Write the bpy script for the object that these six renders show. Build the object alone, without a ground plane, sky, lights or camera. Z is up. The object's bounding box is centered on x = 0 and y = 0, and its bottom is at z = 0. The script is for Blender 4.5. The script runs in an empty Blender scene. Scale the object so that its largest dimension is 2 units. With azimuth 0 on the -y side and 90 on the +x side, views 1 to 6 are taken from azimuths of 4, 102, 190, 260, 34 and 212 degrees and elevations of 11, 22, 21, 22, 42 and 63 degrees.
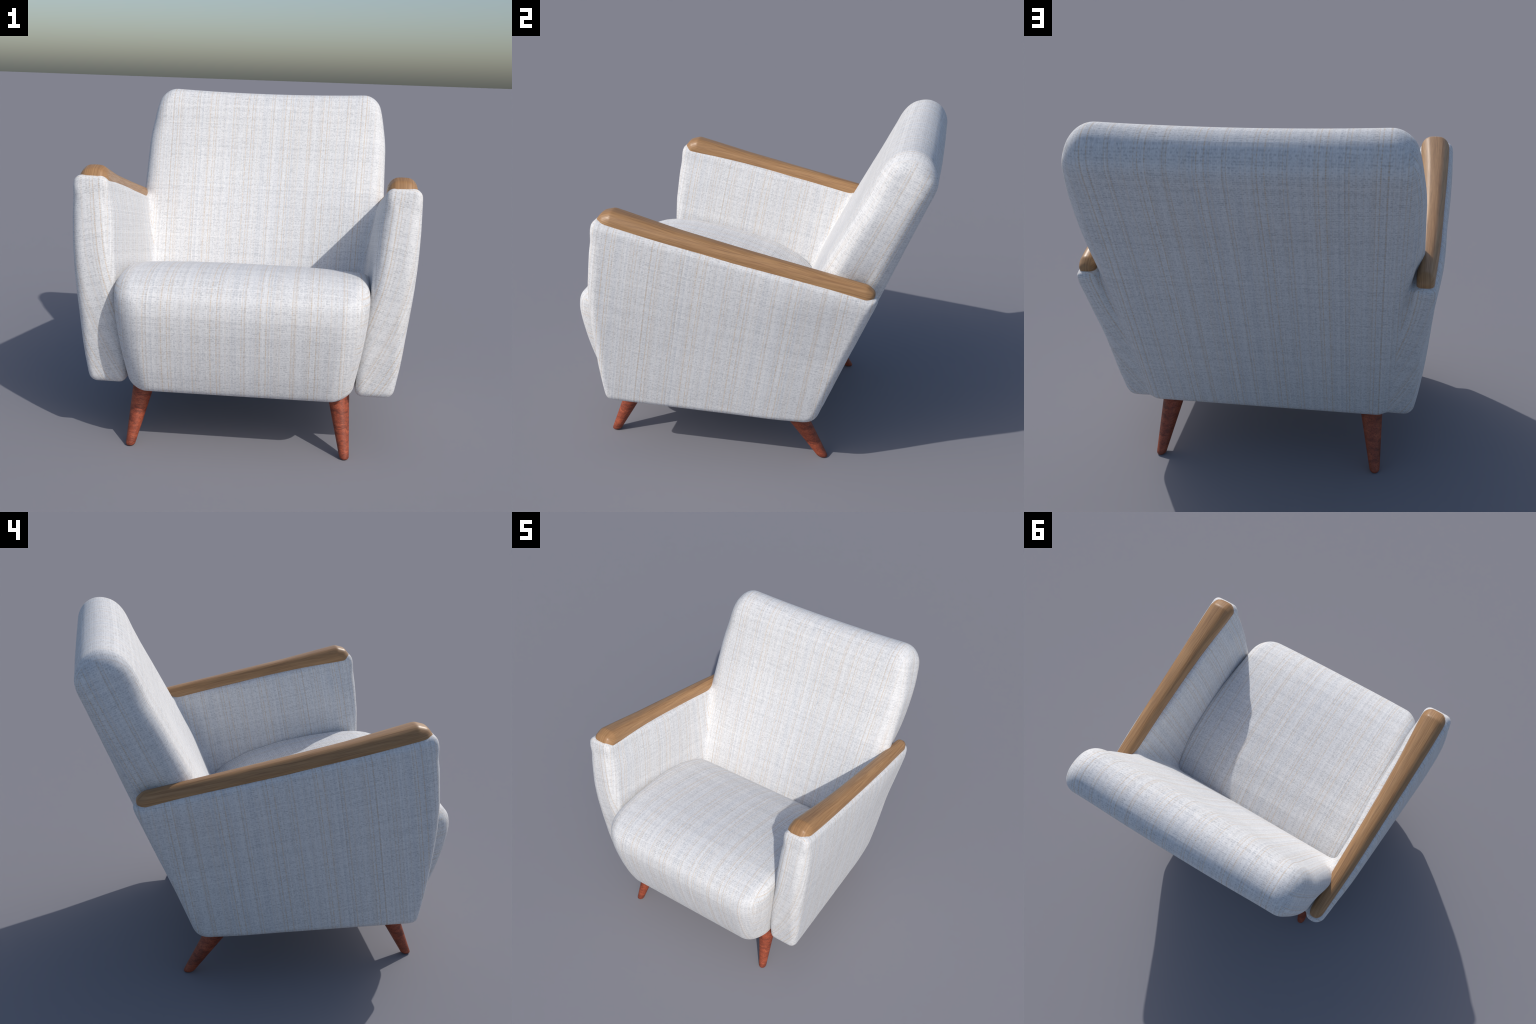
"""Mid-century upholstered armchair: tilted backrest that flows into two leaning
side panels, a domed seat block, wooden arm caps and four splayed turned legs.

Every soft part is described the same way: a rounded side profile (a closed
spline in the y-z plane) is extruded across x between two width rules and its
edges are rolled over with a radius.  The rules are turned into quad meshes by
meshing the resulting distance field.  Metres, z up, front towards -y."""
import bpy
import math
import numpy as np

# ------------------------------------------------------------------ helpers


def smoothstep(a, b, t):
    t = np.clip((t - a) / (b - a), 0.0, 1.0)
    return t * t * (3 - 2 * t)


def rule(t, table):
    """Smooth (monotone-cubic like) interpolation through (t, value) pairs."""
    xs = np.array([p[0] for p in table], float)
    ys = np.array([p[1] for p in table], float)
    d = np.diff(ys) / np.diff(xs)
    m = np.empty_like(ys)
    m[0], m[-1] = d[0], d[-1]
    m[1:-1] = 0.5 * (d[:-1] + d[1:])
    t = np.clip(t, xs[0], xs[-1])
    i = np.clip(np.searchsorted(xs, t) - 1, 0, len(xs) - 2)
    h = xs[i + 1] - xs[i]
    s = (t - xs[i]) / h
    return ((2 * s**3 - 3 * s**2 + 1) * ys[i] + (s**3 - 2 * s**2 + s) * h * m[i]
            + (-2 * s**3 + 3 * s**2) * ys[i + 1] + (s**3 - s**2) * h * m[i + 1])


def rounded_profile(corners, steps=9):
    """Closed outline from (y, z, radius) corners; radius 0 keeps a through point."""
    out = []
    n = len(corners)
    for k in range(n):
        p = np.array(corners[k][:2], float)
        r = corners[k][2]
        if r <= 0:
            out.append(p)
            continue
        a = np.array(corners[k - 1][:2], float) - p
        b = np.array(corners[(k + 1) % n][:2], float) - p
        la, lb = np.linalg.norm(a), np.linalg.norm(b)
        a, b = a / la, b / lb
        half = 0.5 * math.acos(max(-1, min(1, float(a @ b))))
        cut = min(r / math.tan(half), 0.48 * la, 0.48 * lb)
        rr = cut * math.tan(half)
        mid = (a + b) / np.linalg.norm(a + b)
        c = p + mid * (rr / math.sin(half))
        p0, p1 = p + a * cut - c, p + b * cut - c
        ang = math.acos(max(-1, min(1, float(p0 @ p1) / (rr * rr))))
        for s in range(steps + 1):
            t = s / steps
            out.append(c + (math.sin((1 - t) * ang) * p0 + math.sin(t * ang) * p1) / math.sin(ang))
    return np.array(out)


def relax_outline(poly, spacing=0.012, rounds=6):
    """Resample an outline evenly and soften it, so flats flow into curves."""
    q = np.vstack([poly, poly[:1]])
    s = np.concatenate([[0], np.cumsum(np.linalg.norm(np.diff(q, axis=0), axis=1))])
    m = max(24, int(s[-1] / spacing))
    t = np.linspace(0, s[-1], m, endpoint=False)
    p = np.stack([np.interp(t, s, q[:, 0]), np.interp(t, s, q[:, 1])], 1)
    for _ in range(rounds):
        p = 0.5 * p + 0.25 * (np.roll(p, 1, 0) + np.roll(p, -1, 0))
    return p


def outline_distance(poly, y, z):
    """Signed distance to a closed outline, negative inside."""
    shape = y.shape
    y, z = y.ravel(), z.ravel()
    best = np.full(y.shape, 1e9)
    inside = np.zeros(y.shape, bool)
    for (ay, az), (by, bz) in zip(poly, np.roll(poly, -1, 0)):
        ey, ez = by - ay, bz - az
        wy, wz = y - ay, z - az
        t = np.clip((wy * ey + wz * ez) / (ey * ey + ez * ez), 0, 1)
        best = np.minimum(best, (wy - ey * t) ** 2 + (wz - ez * t) ** 2)
        hit = (az > z) != (bz > z)
        if ez != 0:
            inside ^= hit & (y < ay + ey * (z - az) / ez)
    d = np.sqrt(best)
    return np.where(inside, -d, d).reshape(shape)


class Profile:
    """A side outline with its distance cached on a fine table."""

    def __init__(self, corners, spacing=0.012, rounds=6, step=0.004):
        self.poly = relax_outline(rounded_profile(corners), spacing, rounds)
        lo, hi = self.poly.min(0) - 0.12, self.poly.max(0) + 0.12
        self.lo, self.step = lo, step
        self.n = np.ceil((hi - lo) / step).astype(int) + 1
        yy, zz = np.meshgrid(lo[0] + step * np.arange(self.n[0]),
                             lo[1] + step * np.arange(self.n[1]), indexing='ij')
        self.tab = outline_distance(self.poly, yy, zz)

    def __call__(self, y, z):
        a = (y - self.lo[0]) / self.step
        b = (z - self.lo[1]) / self.step
        ac = np.clip(a, 0, self.n[0] - 1.001)
        bc = np.clip(b, 0, self.n[1] - 1.001)
        i, j = ac.astype(int), bc.astype(int)
        s, t = ac - i, bc - j
        T = self.tab
        v = ((1 - s) * (1 - t) * T[i, j] + s * (1 - t) * T[i + 1, j]
             + (1 - s) * t * T[i, j + 1] + s * t * T[i + 1, j + 1])
        return v + self.step * np.hypot(a - ac, b - bc)


def rolled(d_side, d_across, r):
    """Intersect two distances with a rolled edge of radius r."""
    a, b = d_side + r, d_across + r
    return np.minimum(np.maximum(a, b), 0) + np.hypot(np.maximum(a, 0), np.maximum(b, 0)) - r


def soft_union(a, b, k):
    h = np.maximum(k - np.abs(a - b), 0) / k
    return np.minimum(a, b) - h * h * k * 0.25


def gradient(f, p, e):
    g = np.empty_like(p)
    for k in range(3):
        q = np.zeros(3)
        q[k] = e
        g[:, k] = (f(p + q) - f(p - q)) / (2 * e)
    return g


def pull_to(f, p, rounds, e=1.5e-3):
    for _ in range(rounds):
        g = gradient(f, p, e)
        s = np.clip(f(p) / np.maximum((g * g).sum(1), 0.2), -0.02, 0.02)
        p = p - s[:, None] * g
    return p


def mesh_field(f, lo, hi, h, relax=3):
    """Quad mesh of the zero set of f inside a box (cells of size h)."""
    lo, hi = np.array(lo, float), np.array(hi, float)
    n = np.ceil((hi - lo) / h).astype(int) + 1
    ax = [lo[k] + h * np.arange(n[k]) for k in range(3)]
    val = np.empty(n)
    for i0 in range(0, n[0], 16):
        g = np.stack(np.meshgrid(ax[0][i0:i0 + 16], ax[1], ax[2], indexing='ij'), -1)
        val[i0:i0 + 16] = f(g.reshape(-1, 3)).reshape(g.shape[:3])
    ins = val < 0
    c = n - 1
    cnt = np.zeros(c, int)
    for a in (0, 1):
        for b in (0, 1):
            for d in (0, 1):
                cnt += ins[a:a + c[0], b:b + c[1], d:d + c[2]]
    active = (cnt > 0) & (cnt < 8)
    index = np.full(c, -1)
    cells = np.argwhere(active)
    index[active] = np.arange(len(cells))
    pts = pull_to(f, lo + h * (cells + 0.5), 6)
    quads = []
    for k in range(3):
        a, b = [(1, 2), (2, 0), (0, 1)][k]
        s0 = [slice(None)] * 3
        s1 = [slice(None)] * 3
        s0[k], s1[k] = slice(0, -1), slice(1, None)
        e = ins[tuple(s0)] != ins[tuple(s1)]
        at = np.argwhere(e)
        at = at[(at[:, a] > 0) & (at[:, b] > 0) & (at[:, a] < c[a]) & (at[:, b] < c[b])]
        flip = ins[at[:, 0], at[:, 1], at[:, 2]]

        def cell(da, db):
            q = at.copy()
            q[:, a] -= da
            q[:, b] -= db
            return index[q[:, 0], q[:, 1], q[:, 2]]
        q = np.stack([cell(1, 1), cell(0, 1), cell(0, 0), cell(1, 0)], 1)
        q[~flip] = q[~flip][:, ::-1]
        quads.append(q)
    quads = np.vstack(quads)
    for _ in range(relax):
        acc = np.zeros_like(pts)
        num = np.zeros(len(pts))
        for k in range(4):
            for o in (1, 3):
                np.add.at(acc, quads[:, k], pts[quads[:, (k + o) % 4]])
                np.add.at(num, quads[:, k], 1)
        pts = pull_to(f, 0.4 * pts + 0.6 * acc / num[:, None], 2)
    return pts, quads


def add_mesh(name, pts, faces, material, normals=None, parent=None):
    me = bpy.data.meshes.new(name)
    me.from_pydata([tuple(map(float, p)) for p in pts], [], [tuple(map(int, q)) for q in faces])
    me.polygons.foreach_set('use_smooth', [True] * len(me.polygons))
    me.update()
    if normals is not None:
        me.normals_split_custom_set_from_vertices([tuple(map(float, v)) for v in normals])
    me.materials.append(material)
    ob = bpy.data.objects.new(name, me)
    bpy.context.scene.collection.objects.link(ob)
    ob.parent = parent
    return ob


def unit_normals(f, pts, e=4e-3):
    g = gradient(f, pts, e)
    return g / np.linalg.norm(g, axis=1)[:, None]


# ------------------------------------------------------------------ materials


class Net:
    """Small wrapper that keeps node code readable."""

    def __init__(self, tree):
        self.t = tree

    def node(self, kind, **kw):
        n = self.t.nodes.new(kind)
        for k, v in kw.items():
            setattr(n, k, v)
        return n

    def put(self, sock, v):
        if isinstance(v, bpy.types.NodeSocket):
            self.t.links.new(v, sock)
        elif v is not None:
            sock.default_value = v

    def math(self, op, a, b=None, c=None, clamp=False):
        n = self.node('ShaderNodeMath', operation=op, use_clamp=clamp)
        self.put(n.inputs[0], a)
        self.put(n.inputs[1], b)
        if c is not None:
            self.put(n.inputs[2], c)
        return n.outputs[0]

    def xyz(self, x, y, z=0.0):
        n = self.node('ShaderNodeCombineXYZ')
        for s, v in zip(n.inputs, (x, y, z)):
            self.put(s, v)
        return n.outputs[0]

    def noise(self, vec, scale=1.0, detail=2.0, rough=0.5):
        n = self.node('ShaderNodeTexNoise')
        self.put(n.inputs['Vector'], vec)
        n.inputs['Scale'].default_value = scale
        n.inputs['Detail'].default_value = detail
        n.inputs['Roughness'].default_value = rough
        return n.outputs['Fac']

    def ramp(self, fac, stops, interp='LINEAR'):
        n = self.node('ShaderNodeValToRGB')
        r = n.color_ramp
        r.interpolation = interp
        while len(r.elements) < len(stops):
            r.elements.new(0.5)
        for e, (p, col) in zip(r.elements, stops):
            e.position = p
            e.color = (*col, 1.0) if len(col) == 3 else col
        self.put(n.inputs[0], fac)
        return n.outputs[0]

    def mix(self, fac, a, b, blend='MIX'):
        n = self.node('ShaderNodeMix', data_type='RGBA', blend_type=blend)
        self.put(n.inputs[0], fac)
        for s, v in ((n.inputs[6], a), (n.inputs[7], b)):
            self.put(s, (*v, 1.0) if isinstance(v, tuple) and len(v) == 3 else v)
        return n.outputs[2]

    def span(self, v, a, b, lo=0.0, hi=1.0):
        n = self.node('ShaderNodeMapRange', interpolation_type='SMOOTHSTEP')
        for s, x in zip(n.inputs[:5], (v, a, b, lo, hi)):
            self.put(s, x)
        return n.outputs[0]


CLOTH_REPEAT = 0.25
# offsets inside one repeat, half width, strength: pairs of thin beige warp threads
WARP_STRIPES = [(0.10, 0.0145, 0.72), (0.166, 0.0145, 0.64), (0.38, 0.012, 0.25), (0.47, 0.017, 0.95),
                (0.595, 0.015, 0.95), (0.660, 0.015, 0.60), (0.86, 0.012, 0.28)]


def weave_group():
    """(u, v) on the cloth in metres -> colour and height of the woven fabric."""
    g = bpy.data.node_groups.new('woven_cloth', 'ShaderNodeTree')
    g.interface.new_socket('U', in_out='INPUT', socket_type='NodeSocketFloat')
    g.interface.new_socket('V', in_out='INPUT', socket_type='NodeSocketFloat')
    g.interface.new_socket('Color', in_out='OUTPUT', socket_type='NodeSocketColor')
    g.interface.new_socket('Height', in_out='OUTPUT', socket_type='NodeSocketFloat')
    k = Net(g)
    i = k.node('NodeGroupInput')
    o = k.node('NodeGroupOutput')
    u, v = i.outputs[0], i.outputs[1]
    def field(fu, fv, seed, detail=2, rough=0.6):
        return k.noise(k.xyz(k.math('MULTIPLY', u, fu), k.math('MULTIPLY', v, fv), seed), 1, detail, rough)

    def around(n, gain):
        return k.math('MULTIPLY', k.math('SUBTRACT', n, 0.5), gain)

    # slightly wandering threads
    uw = k.math('ADD', u, around(field(9.0, 14.0, 0.0, 1), 0.003))
    vw = k.math('ADD', v, around(field(16.0, 9.0, 2.0, 1), 0.004))
    rep = k.math('FRACT', k.math('DIVIDE', uw, CLOTH_REPEAT))
    stops = [(0.0, (0, 0, 0))]
    for c, w, s in WARP_STRIPES:
        stops += [(c - w, (0, 0, 0)), (c - 0.45 * w, (s, s, s)), (c + 0.45 * w, (s, s, s)), (c + w, (0, 0, 0))]
    stripe = k.ramp(rep, stops)
    # dashes where the weft crosses the coloured warp
    dash = field(50.0, 95.0, 0.7)
    stripe = k.math('MULTIPLY', stripe, k.span(dash, 0.32, 0.64, 0.30, 1.0))
    # single threads: each warp and weft yarn has a tone of its own
    pu = k.math('DIVIDE', uw, 0.0086)
    pv = k.math('DIVIDE', vw, 0.0100)
    iu, iv = k.math('FLOOR', pu), k.math('FLOOR', pv)

    def yarn(w):
        n = k.node('ShaderNodeTexWhiteNoise', noise_dimensions='1D')
        k.put(n.inputs['W'], w)
        return n.outputs['Value']

    def cell(a, b):
        n = k.node('ShaderNodeTexWhiteNoise', noise_dimensions='2D')
        k.put(n.inputs['Vector'], k.xyz(a, b))
        return n.outputs['Value']

    def gap(p):
        """1 in the slit between two yarns, 0 on the yarn."""
        return k.span(k.math('ABSOLUTE', k.math('SUBTRACT', k.math('FRACT', p), 0.5)), 0.02, 0.50)
    warp_tone = yarn(iu)
    weft_tone = yarn(k.math('ADD', iv, 371.5))
    # slits show as short dashes: some crossings are open, most are packed tight
    slit_v = k.math('MULTIPLY', gap(pv), k.span(cell(iu, k.math('FLOOR', k.math('ADD', pv, 0.5))), 0.30, 0.95))
    slit_u = k.math('MULTIPLY', gap(pu), k.span(cell(k.math('FLOOR', k.math('ADD', pu, 0.5)), k.math('ADD', iv, 51.0)), 0.40, 1.0))
    # a yarn shows along part of its run, then sinks under its neighbours
    warp_run = k.span(field(60.0, 7.0, 4.4, 1), 0.36, 0.62, 0.35, 1.5)
    weft_run = k.span(field(9.0, 70.0, 3.7, 1), 0.36, 0.62, 0.35, 1.5)
    slub = field(150.0, 150.0, 9.1, 1)
    blot = field(60.0, 60.0, 5.5, 2)
    warp = k.math('MULTIPLY', k.math('SUBTRACT', warp_tone, 0.5), warp_run)
    weft = k.math('MULTIPLY', k.math('SUBTRACT', weft_tone, 0.5), weft_run)
    tone = k.math('ADD', k.math('MULTIPLY', warp, 0.075), k.math('MULTIPLY', weft, 0.075))
    tone = k.math('SUBTRACT', tone, k.math('MULTIPLY', slit_v, 0.150))
    tone = k.math('SUBTRACT', tone, k.math('MULTIPLY', slit_u, 0.060))
    tone = k.math('ADD', tone, around(slub, 0.36))
    tone = k.math('SUBTRACT', tone, k.span(blot, 0.62, 0.80, 0.0, 0.12))
    col = k.ramp(k.math('ADD', tone, 0.54),
                 [(0.14, (0.37, 0.38, 0.40)), (0.36, (0.56, 0.572, 0.592)),
                  (0.52, (0.725, 0.733, 0.747)), (0.86, (0.95, 0.945, 0.935))])
    # the coloured warp shows as beads where it rides over the weft
    stripe = k.math('MULTIPLY', stripe, k.math('SUBTRACT', 1.0, k.math('MULTIPLY', gap(k.math('ADD', pv, 0.5)), 0.45)))
    # some yarns are dyed a little: beige or blue-grey
    dyed = yarn(k.math('ADD', iu, 97.25))
    col = k.mix(k.span(dyed, 0.80, 0.90, 0.0, 0.11), col, (0.60, 0.47, 0.34))
    col = k.mix(k.span(dyed, 0.20, 0.10, 0.0, 0.11), col, (0.44, 0.49, 0.58))
    tint = k.mix(field(12.0, 80.0, 6.6, 1), (0.66, 0.49, 0.33), (0.52, 0.43, 0.32))
    col = k.mix(k.math('MULTIPLY', stripe, 0.78), col, tint)
    height = k.math('ADD', k.math('ADD', warp, weft), k.math('SUBTRACT', around(slub, 0.9), k.math('MULTIPLY', slit_v, 0.35)))
    k.put(o.inputs[0], col)
    k.put(o.inputs[1], height)
    return g


WEAVE = weave_group()


def fabric(name, charts):
    """charts(net, x, y, z, absx) -> (side chart, front chart, top chart) as (u, v) pairs."""
    m = bpy.data.materials.new(name)
    m.use_nodes = True
    k = Net(m.node_tree)
    bsdf = m.node_tree.nodes['Principled BSDF']
    co = k.node('ShaderNodeTexCoord')
    sep = k.node('ShaderNodeSeparateXYZ')
    k.put(sep.inputs[0], co.outputs['Object'])
    nrm = k.node('ShaderNodeSeparateXYZ')
    k.put(nrm.inputs[0], co.outputs['Normal'])
    x, y, z = sep.outputs
    charts = charts(k, x, y, z, k.math('ABSOLUTE', x))
    layers = []
    for u, v in charts:
        w = k.node('ShaderNodeGroup')
        w.node_tree = WEAVE
        k.put(w.inputs[0], u)
        k.put(w.inputs[1], v)
        layers.append(w)
    nx, ny, nz = [k.math('ABSOLUTE', s) for s in nrm.outputs]
    to_side = k.span(k.math('SUBTRACT', nx, k.math('MAXIMUM', ny, nz)), -0.22, 0.22)
    to_top = k.span(k.math('SUBTRACT', nz, ny), -0.12, 0.12)
    col = k.mix(to_side, k.mix(to_top, layers[1].outputs[0], layers[2].outputs[0]), layers[0].outputs[0])

    def blend(a, b, f):
        return k.math('ADD', k.math('MULTIPLY', a, k.math('SUBTRACT', 1.0, f)), k.math('MULTIPLY', b, f))
    hgt = blend(blend(layers[1].outputs[1], layers[2].outputs[1], to_top), layers[0].outputs[1], to_side)
    bump = k.node('ShaderNodeBump')
    bump.inputs['Strength'].default_value = 0.25
    bump.inputs['Distance'].default_value = 0.0015
    k.put(bump.inputs['Height'], hgt)
    k.put(bsdf.inputs['Base Color'], col)
    k.put(bsdf.inputs['Normal'], bump.outputs[0])
    bsdf.inputs['Roughness'].default_value = 0.9
    bsdf.inputs['Specular IOR Level'].default_value = 0.2
    bsdf.inputs['Sheen Weight'].default_value = 0.08
    bsdf.inputs['Sheen Roughness'].default_value = 0.5
    return m


def lin(k, *terms):
    """Sum of socket * factor terms."""
    out = None
    for s, f in terms:
        t = k.math('MULTIPLY', s, f)
        out = t if out is None else k.math('ADD', out, t)
    return out


def back_charts(k, x, y, z, ax):
    along = lin(k, (y, 0.42), (z, 0.907))
    depth = lin(k, (y, 0.907), (z, -0.42))
    # threads draw in a little towards the narrow foot of the back
    u = k.math('MULTIPLY', x, k.math('ADD', 1.12, k.math('MULTIPLY', along, -0.06)))
    return [(depth, along), (u, along), (u, depth)]


def arm_charts(k, x, y, z, ax):
    u = lin(k, (y, 0.985), (z, -0.17))
    v = lin(k, (z, 0.985), (y, 0.17))
    # on the narrow ends the threads swing inwards as the panel leans
    low = k.math('MAXIMUM', k.math('SUBTRACT', 1.15, z), 0.0)
    swing = k.math('ADD', k.math('MULTIPLY', z, -0.10), k.math('MULTIPLY', k.math('POWER', low, 2.0), 0.32))
    ue = k.math('ADD', ax, swing)
    return [(u, v), (ue, lin(k, (z, 1.0), (ax, 0.25))), (u, ax)]


def seat_charts(k, x, y, z, ax):
    return [(z, y), (x, z), (x, y)]


def wood_cap_material():
    m = bpy.data.materials.new('oiled_teak')
    m.use_nodes = True
    k = Net(m.node_tree)
    b = m.node_tree.nodes['Principled BSDF']
    co = k.node('ShaderNodeTexCoord')
    sep = k.node('ShaderNodeSeparateXYZ')
    k.put(sep.inputs[0], co.outputs['Object'])
    x, y, z = sep.outputs
    nrm = k.node('ShaderNodeSeparateXYZ')
    k.put(nrm.inputs[0], co.outputs['Normal'])
    across = k.math('ADD', z, k.math('MULTIPLY', y, 0.19))
    length = k.math('SUBTRACT', y, k.math('MULTIPLY', z, 0.6))
    warp = k.noise(k.xyz(k.math('MULTIPLY', x, 6.0), k.math('MULTIPLY', y, 2.2), k.math('MULTIPLY', across, 6.0)), 1, 2)
    bend = k.math('MULTIPLY', k.math('SUBTRACT', warp, 0.5), 0.018)

    def grain(c, seed):
        """Long fibres: c runs across the grain, the length of the rail runs along it."""
        c = k.math('ADD', c, bend)

        def fibre(fc, fl, detail, rough=0.6):
            return k.noise(k.xyz(k.math('MULTIPLY', c, fc), k.math('MULTIPLY', length, fl), seed), 1, detail, rough)
        broad, pores, vein = fibre(120.0, 2.5, 4, 0.65), fibre(400.0, 7.0, 3, 0.65), fibre(210.0, 1.6, 2)
        col = k.ramp(broad, [(0.28, (0.27, 0.138, 0.060)), (0.44, (0.37, 0.203, 0.090)), (0.56, (0.42, 0.238, 0.108)), (0.74, (0.48, 0.282, 0.132))])
        col = k.mix(k.span(pores, 0.48, 0.64, 0.0, 0.50), col, (0.21, 0.110, 0.052))
        col = k.mix(k.span(vein, 0.62, 0.70, 0.0, 0.40), col, (0.13, 0.065, 0.033))
        return col, pores
    col_top, pores_top = grain(x, 1.7)
    col_side, pores_side = grain(across, 8.3)
    side = k.span(k.math('ABSOLUTE', nrm.outputs[0]), 0.62, 0.82)
    col = k.mix(side, col_top, col_side)
    pores = k.math('ADD', k.math('MULTIPLY', pores_top, k.math('SUBTRACT', 1.0, side)), k.math('MULTIPLY', pores_side, side))
    k.put(b.inputs['Base Color'], col)
    k.put(b.inputs['Roughness'], k.span(pores, 0.3, 0.7, 0.34, 0.50))
    b.inputs['Specular IOR Level'].default_value = 0.45
    bump = k.node('ShaderNodeBump')
    bump.inputs['Strength'].default_value = 0.12
    bump.inputs['Distance'].default_value = 0.001
    k.put(bump.inputs['Height'], k.math('MULTIPLY', pores, -1.0))
    k.put(b.inputs['Normal'], bump.outputs[0])
    return m


def leg_material():
    m = bpy.data.materials.new('red_stained_wood')
    m.use_nodes = True
    k = Net(m.node_tree)
    b = m.node_tree.nodes['Principled BSDF']
    co = k.node('ShaderNodeTexCoord')
    sep = k.node('ShaderNodeSeparateXYZ')
    k.put(sep.inputs[0], co.outputs['Object'])
    x, y, z = sep.outputs
    sway = k.noise(k.xyz(k.math('MULTIPLY', x, 22.0), k.math('MULTIPLY', y, 22.0), k.math('MULTIPLY', z, 16.0)), 1, 3)
    zz = k.math('ADD', z, k.math('MULTIPLY', k.math('SUBTRACT', sway, 0.5), 0.05))
    band = k.noise(k.xyz(k.math('MULTIPLY', x, 9.0), k.math('MULTIPLY', y, 9.0), k.math('MULTIPLY', zz, 42.0)), 1, 4, 0.72)
    fleck = k.noise(k.xyz(k.math('MULTIPLY', x, 110.0), k.math('MULTIPLY', y, 110.0), k.math('MULTIPLY', z, 240.0)), 1, 4, 0.75)
    col = k.ramp(band, [(0.34, (0.16, 0.037, 0.020)), (0.46, (0.29, 0.064, 0.031)), (0.55, (0.38, 0.084, 0.038)), (0.68, (0.48, 0.118, 0.054))])
    col = k.mix(k.span(fleck, 0.44, 0.64, 0.0, 0.70), col, (0.14, 0.034, 0.020))
    line = k.noise(k.xyz(k.math('MULTIPLY', x, 14.0), k.math('MULTIPLY', y, 14.0), k.math('MULTIPLY', zz, 150.0)), 1, 2)
    col = k.mix(k.span(line, 0.60, 0.70, 0.0, 0.65), col, (0.10, 0.028, 0.018))
    k.put(b.inputs['Base Color'], col)
    b.inputs['Roughness'].default_value = 0.5
    b.inputs['Specular IOR Level'].default_value = 0.4
    return m


# ------------------------------------------------------------------ shapes

# backrest: front face leans back, top rolls over, rear runs straight to the foot
BACK = Profile([
    (0.20, 0.300, 0.03), (0.105, 0.42, 0.05), (0.155, 0.60, 0), (0.205, 0.71, 0), (0.262, 0.860, 0),
    (0.325, 1.015, 0), (0.393, 1.165, 0), (0.462, 1.300, 0), (0.555, 1.480, 0), (0.633, 1.625, 0),
    (0.695, 1.747, 0), (0.724, 1.797, 0), (0.758, 1.838, 0), (0.799, 1.864, 0), (0.845, 1.876, 0),
    (0.882, 1.876, 0), (0.919, 1.863, 0), (0.950, 1.843, 0), (0.977, 1.810, 0), (0.995, 1.767, 0),
    (1.001, 1.725, 0), (0.990, 1.680, 0), (0.957, 1.605, 0), (0.906, 1.480, 0), (0.850, 1.337, 0),
    (0.787, 1.170, 0), (0.721, 1.000, 0), (0.636, 0.780, 0), (0.547, 0.550, 0), (0.452, 0.304, 0.030),
], rounds=4)
BACK_HALF = [(0.28, 0.640), (0.50, 0.665), (0.80, 0.692), (1.00, 0.709), (1.15, 0.731), (1.30, 0.758),
             (1.45, 0.772), (1.60, 0.773), (1.70, 0.760), (1.80, 0.739), (1.88, 0.715)]


def backrest_field(p):
    x, y, z = np.abs(p[:, 0]), p[:, 1], p[:, 2]
    dip = 0.002 + 0.014 * np.clip(1 - (x / 0.62) ** 2, 0, 1) * smoothstep(1.55, 1.85, z)
    # how near a point is to the leaning front face: 1 in front, 0 at the rear
    front = 1 - smoothstep(0.06, 0.25, 0.907 * (y - 0.205) - 0.42 * (z - 0.71))
    # front padding: hollow for the shoulders, fuller head roll, edges drawn back
    dish = 0.022 * np.exp(-(x / 0.36) ** 2 - ((z - 1.22) / 0.32) ** 2)
    dish = dish - 0.016 * np.exp(-(x / 0.50) ** 4 - ((z - 1.72) / 0.13) ** 2)
    dish = dish + 0.004 * smoothstep(0.95, 1.15, z) + 0.018 * smoothstep(0.50, 0.76, x) * smoothstep(0.85, 1.10, z) * (1 - smoothstep(1.60, 1.80, z))
    swell = 0.016 * np.exp(-(x / 0.48) ** 4 - ((z - 1.53) / 0.16) ** 2) * (1 - front)
    half = rule(z, BACK_HALF)
    half = half + np.maximum(0.782 - half, 0) * front * smoothstep(0.95, 1.15, z) * (1 - smoothstep(1.5, 1.65, z))
    r = 0.078 + 0.017 * smoothstep(0.95, 1.35, z) - 0.012 * smoothstep(1.6, 1.8, z)
    return rolled(BACK(y - dish * front - swell, z + dip), x - half, r)


# side panel: bowed front edge, top slopes down to the rear, rear follows the back
ARM = Profile([
    (-0.752, 1.450, 0.030), (-0.785, 1.25, 0), (-0.805, 1.06, 0), (-0.808, 0.92, 0), (-0.802, 0.75, 0),
    (-0.787, 0.58, 0), (-0.757, 0.328, 0.040), (0.0, 0.314, 0), (0.438, 0.302, 0.080), (0.542, 0.58, 0),
    (0.640, 0.82, 0), (0.761, 1.130, 0.014), (0.0, 1.280, 0),
], rounds=2)
ARM_OUT = [(0.30, 0.806), (0.50, 0.838), (0.70, 0.861), (0.90, 0.882), (1.10, 0.895), (1.30, 0.899), (1.45, 0.893)]
ARM_IN = [(0.30, 0.606), (0.70, 0.648), (1.00, 0.676), (1.20, 0.698), (1.45, 0.718)]


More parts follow.
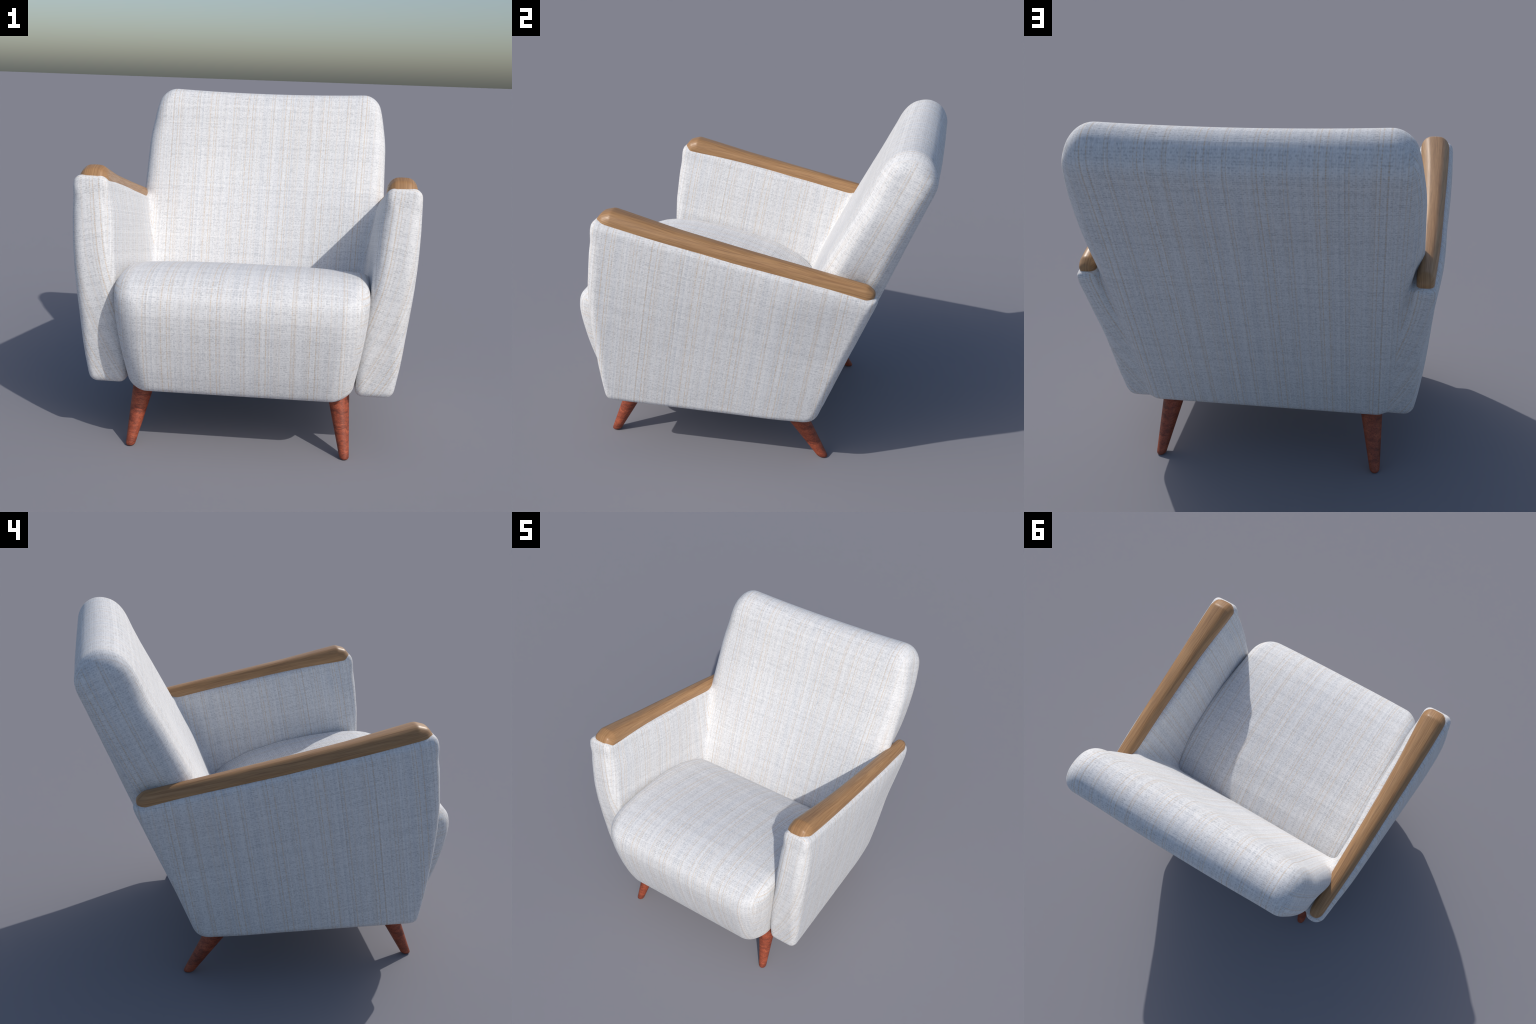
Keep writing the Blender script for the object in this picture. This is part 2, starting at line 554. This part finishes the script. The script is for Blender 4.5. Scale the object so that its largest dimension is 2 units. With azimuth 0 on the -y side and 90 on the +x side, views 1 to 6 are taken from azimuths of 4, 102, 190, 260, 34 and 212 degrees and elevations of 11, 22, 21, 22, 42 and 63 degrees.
def arm_field(p):
    x, y, z = np.abs(p[:, 0]), p[:, 1], p[:, 2]
    out = rule(z, ARM_OUT) - 0.042 * (y + 0.70)
    # both faces are soft pads: the outer one bows along its upper length,
    # the inner one is fullest near the front
    out = out + 0.010 * np.clip(1 - (y / 0.78) ** 4, 0, 1) * smoothstep(0.70, 1.20, z)
    out = out + 0.011 * np.exp(-((y - 0.38) / 0.30) ** 2) * smoothstep(0.90, 1.12, z)
    top = z - (1.28 - 0.21 * y)
    out = out - 0.004 * smoothstep(-0.08, 0.0, top) * smoothstep(-0.66, -0.40, y)
    out = out - 0.023 * smoothstep(0.15, 0.60, y) * (1 - smoothstep(0.7, 1.15, z))
    inn = rule(z, ARM_IN) + 0.034 * (y + 0.73) * smoothstep(0.75, 1.20, z)
    inn = inn - 0.024 * np.exp(-((y + 0.26) / 0.40) ** 2 - ((z - 1.16) / 0.16) ** 2)
    inn = inn - 0.012 * np.exp(-((y + 0.62) / 0.12) ** 2 - ((z - 1.22) / 0.10) ** 2)
    inn = inn + 0.010 * np.exp(-(y / 0.25) ** 2 - ((z - 0.84) / 0.10) ** 2)
    inn = inn - 0.010 * (1 - smoothstep(-0.62, -0.40, y)) * smoothstep(0.36, 0.50, z) * (1 - smoothstep(0.72, 0.90, z))
    ahead = 1 - smoothstep(-0.72, -0.50, y)
    behind = smoothstep(0.45, 0.70, y)
    below = 1 - smoothstep(-0.14, -0.04, top)
    crown = 0.007 * np.clip((2 * x - out - inn) / (out - inn), -1.2, 1.2) ** 2 * smoothstep(-0.12, 0.0, top) * (1 - smoothstep(-0.45, -0.10, y))
    r = 0.034 + 0.005 * ahead * (1 - below) + (0.008 + 0.028 * ahead * smoothstep(0.34, 0.85, z)) * below + 0.010 * behind
    return rolled(ARM(y, z + crown), np.maximum(x - out, inn - x), r)


def body_field(p):
    # generous fillet inside, a tighter seam where the rear panel meets the arms
    rear = smoothstep(0.12, 0.26, 0.907 * (p[:, 1] - 0.205) - 0.42 * (p[:, 2] - 0.71))
    return soft_union(backrest_field(p), arm_field(p), 0.058 - 0.030 * rear)


# seat block: bull-nosed front, dome that falls away to the rear
SEAT = Profile([
    (-0.882, 0.331, 0.032), (-0.933, 0.46, 0), (-0.966, 0.58, 0), (-0.990, 0.69, 0), (-1.002, 0.79, 0),
    (-0.988, 0.862, 0), (-0.950, 0.914, 0), (-0.895, 0.948, 0), (-0.825, 0.970, 0), (-0.74, 0.980, 0),
    (-0.62, 0.979, 0), (-0.45, 0.956, 0), (-0.25, 0.912, 0), (-0.05, 0.845, 0), (0.10, 0.762, 0),
    (0.175, 0.695, 0), (0.255, 0.60, 0), (0.31, 0.50, 0), (0.31, 0.335, 0.03),
], rounds=6)
SEAT_HALF = [(0.30, 0.588), (0.45, 0.610), (0.60, 0.633), (0.75, 0.651), (0.90, 0.659), (1.10, 0.659)]


SEAT_FRONT = [(0.33, -0.885), (0.46, -0.935), (0.58, -0.970), (0.69, -0.991), (0.80, -1.0), (0.86, -0.990), (0.95, -0.95), (1.05, -0.90)]
SEAT_SHIFT = 0.004


def seat_field(p):
    x, y, z = np.abs(p[:, 0] - SEAT_SHIFT), p[:, 1], p[:, 2]
    crown = 0.024 * (x / 0.65) ** 3 * smoothstep(0.70, 0.95, z)
    ahead = np.clip(1 - (y - rule(z, SEAT_FRONT)) / 0.17, 0, 1)
    r = 0.055 + 0.018 * smoothstep(0.40, 0.70, z) * (1 - smoothstep(-0.60, -0.10, y))
    return rolled(SEAT(y, z + crown), x - rule(z, SEAT_HALF) + (0.078 - 0.024 * smoothstep(0.78, 0.94, z)) * ahead ** 2 - 0.030 * smoothstep(-0.75, -0.25, y), r)


# wooden cap: domed on top, let into the cloth, wide in front and narrow behind
CAP = Profile([
    (-0.742, 1.370, 0.020), (-0.742, 1.435, 0.02), (-0.712, 1.474, 0.03), (-0.655, 1.490, 0.03), (-0.30, 1.405, 0),
    (0.10, 1.321, 0), (0.45, 1.249, 0), (0.70, 1.197, 0.035), (0.742, 1.160, 0.03), (0.724, 1.106, 0.02), (0.60, 1.112, 0), (0.0, 1.225, 0),
], spacing=0.006, rounds=2, step=0.003)
CAP_MID = [(-0.74, 0.797), (-0.35, 0.805), (0.0, 0.804), (0.40, 0.797), (0.74, 0.787)]
CAP_HALF = [(-0.74, 0.079), (-0.60, 0.077), (-0.35, 0.067), (0.0, 0.057), (0.40, 0.051), (0.60, 0.044), (0.74, 0.038)]


def cap_field(p):
    x, y, z = np.abs(p[:, 0]), p[:, 1], p[:, 2]
    half = rule(y, CAP_HALF)
    # the rear end rounds under like a fingertip
    half = half - 0.016 * smoothstep(0.685, 0.745, y) * (1 - smoothstep(1.115, 1.165, z))
    off = np.abs(x - rule(y, CAP_MID))
    dome = 0.013 * np.clip(off / half, 0, 1.2) ** 2
    return rolled(CAP(y, z + dome), off - half, 0.5 * half + 0.012)


def build():
    chair = bpy.data.objects.new('armchair', None)
    bpy.context.scene.collection.objects.link(chair)
    chair['label'] = 'white tweed armchair with wooden arm caps and splayed legs'
    chair['category'] = 'armchair'

    cloth_back = fabric('tweed_backrest', back_charts)
    cloth_arm = fabric('tweed_armrest', arm_charts)
    cloth_seat = fabric('tweed_seat', seat_charts)
    teak = wood_cap_material()
    stain = leg_material()

    # backrest and side panels are one continuous upholstered skin, divided along
    # the line where the two shapes are equally near
    pts, quads = mesh_field(body_field, (-1.0, -0.9, 0.2), (1.0, 1.08, 1.98), 0.012)
    split = lambda q: arm_field(q) - backrest_field(q)
    cen = pts[quads].mean(1)
    is_arm = split(cen) < 0
    used_arm = np.zeros(len(pts), bool)
    used_back = np.zeros(len(pts), bool)
    used_arm[quads[is_arm].ravel()] = True
    used_back[quads[~is_arm].ravel()] = True
    border = used_arm & used_back
    b = pts[border]
    for _ in range(4):
        g = gradient(split, b, 2e-3)
        b = b - np.clip(split(b) / np.maximum((g * g).sum(1), 0.3), -0.006, 0.006)[:, None] * g
        b = pull_to(body_field, b, 1)
    near = np.linalg.norm(b - pts[border], axis=1) < 0.02
    pts[np.flatnonzero(border)[near]] = b[near]
    nrm = unit_normals(body_field, pts)

    def part(name, mask, mat):
        q = quads[mask]
        ids, inv = np.unique(q, return_inverse=True)
        return add_mesh(name, pts[ids], inv.reshape(q.shape), mat, nrm[ids], chair)
    part('backrest', ~is_arm, cloth_back)
    arms = {s: part('armrest', is_arm & (cen[:, 0] * s > 0), cloth_arm) for s in (1, -1)}

    sp, sq = mesh_field(seat_field, (-0.74, -1.06, 0.26), (0.74, 0.40, 1.08), 0.012)
    add_mesh('seat', sp, sq, cloth_seat, unit_normals(seat_field, sp), chair)

    cp, cq = mesh_field(cap_field, (0.68, -0.79, 1.04), (0.92, 0.79, 1.54), 0.006)
    cn = unit_normals(cap_field, cp, 2e-3)
    flip = np.array([-1.0, 1, 1])
    add_mesh('armrest_cap', cp, cq, teak, cn, arms[1])
    add_mesh('armrest_cap', cp * flip, cq[:, ::-1], teak, cn * flip, arms[-1])

    # turned legs: tapered round cones, raked, cut level at the floor
    seg = 40
    for foot, top, flare in (((0.575, -0.790), (0.530, -0.655), 0.110), ((0.569, 0.478), (0.527, 0.258), 0.128)):
        for s in (1, -1):
            rings = [(0.0, -0.009), (0.0015, -0.005), (0.005, -0.0018), (0.010, 0.0)]
            rings += [(0.010 + 0.35 * t, 0.0) for t in np.linspace(0.04, 1, 26)]
            dy, dx = (top[1] - foot[1]) / 0.3, (top[0] - foot[0]) / 0.3
            ey, ex = math.sqrt(1 + dy * dy), math.sqrt(1 + dx * dx)
            v, f = [], []
            for z, shrink in rings:
                r = 0.0245 + flare * z + shrink
                for a in range(seg):
                    t = 2 * math.pi * a / seg
                    v.append((s * (foot[0] + dx * z + r * ex * math.cos(t)),
                              foot[1] + dy * z + r * ey * math.sin(t), z))
            for i in range(len(rings) - 1):
                for a in range(seg):
                    c = (a + 1) % seg
                    q = (i * seg + a, i * seg + c, (i + 1) * seg + c, (i + 1) * seg + a)
                    f.append(q if s > 0 else q[::-1])
            lowcap = tuple(range(seg))
            topcap = tuple(range((len(rings) - 1) * seg, len(rings) * seg))
            f += [lowcap[::-1], topcap] if s > 0 else [lowcap, topcap[::-1]]
            add_mesh('leg', v, f, stain, None, chair)


build()
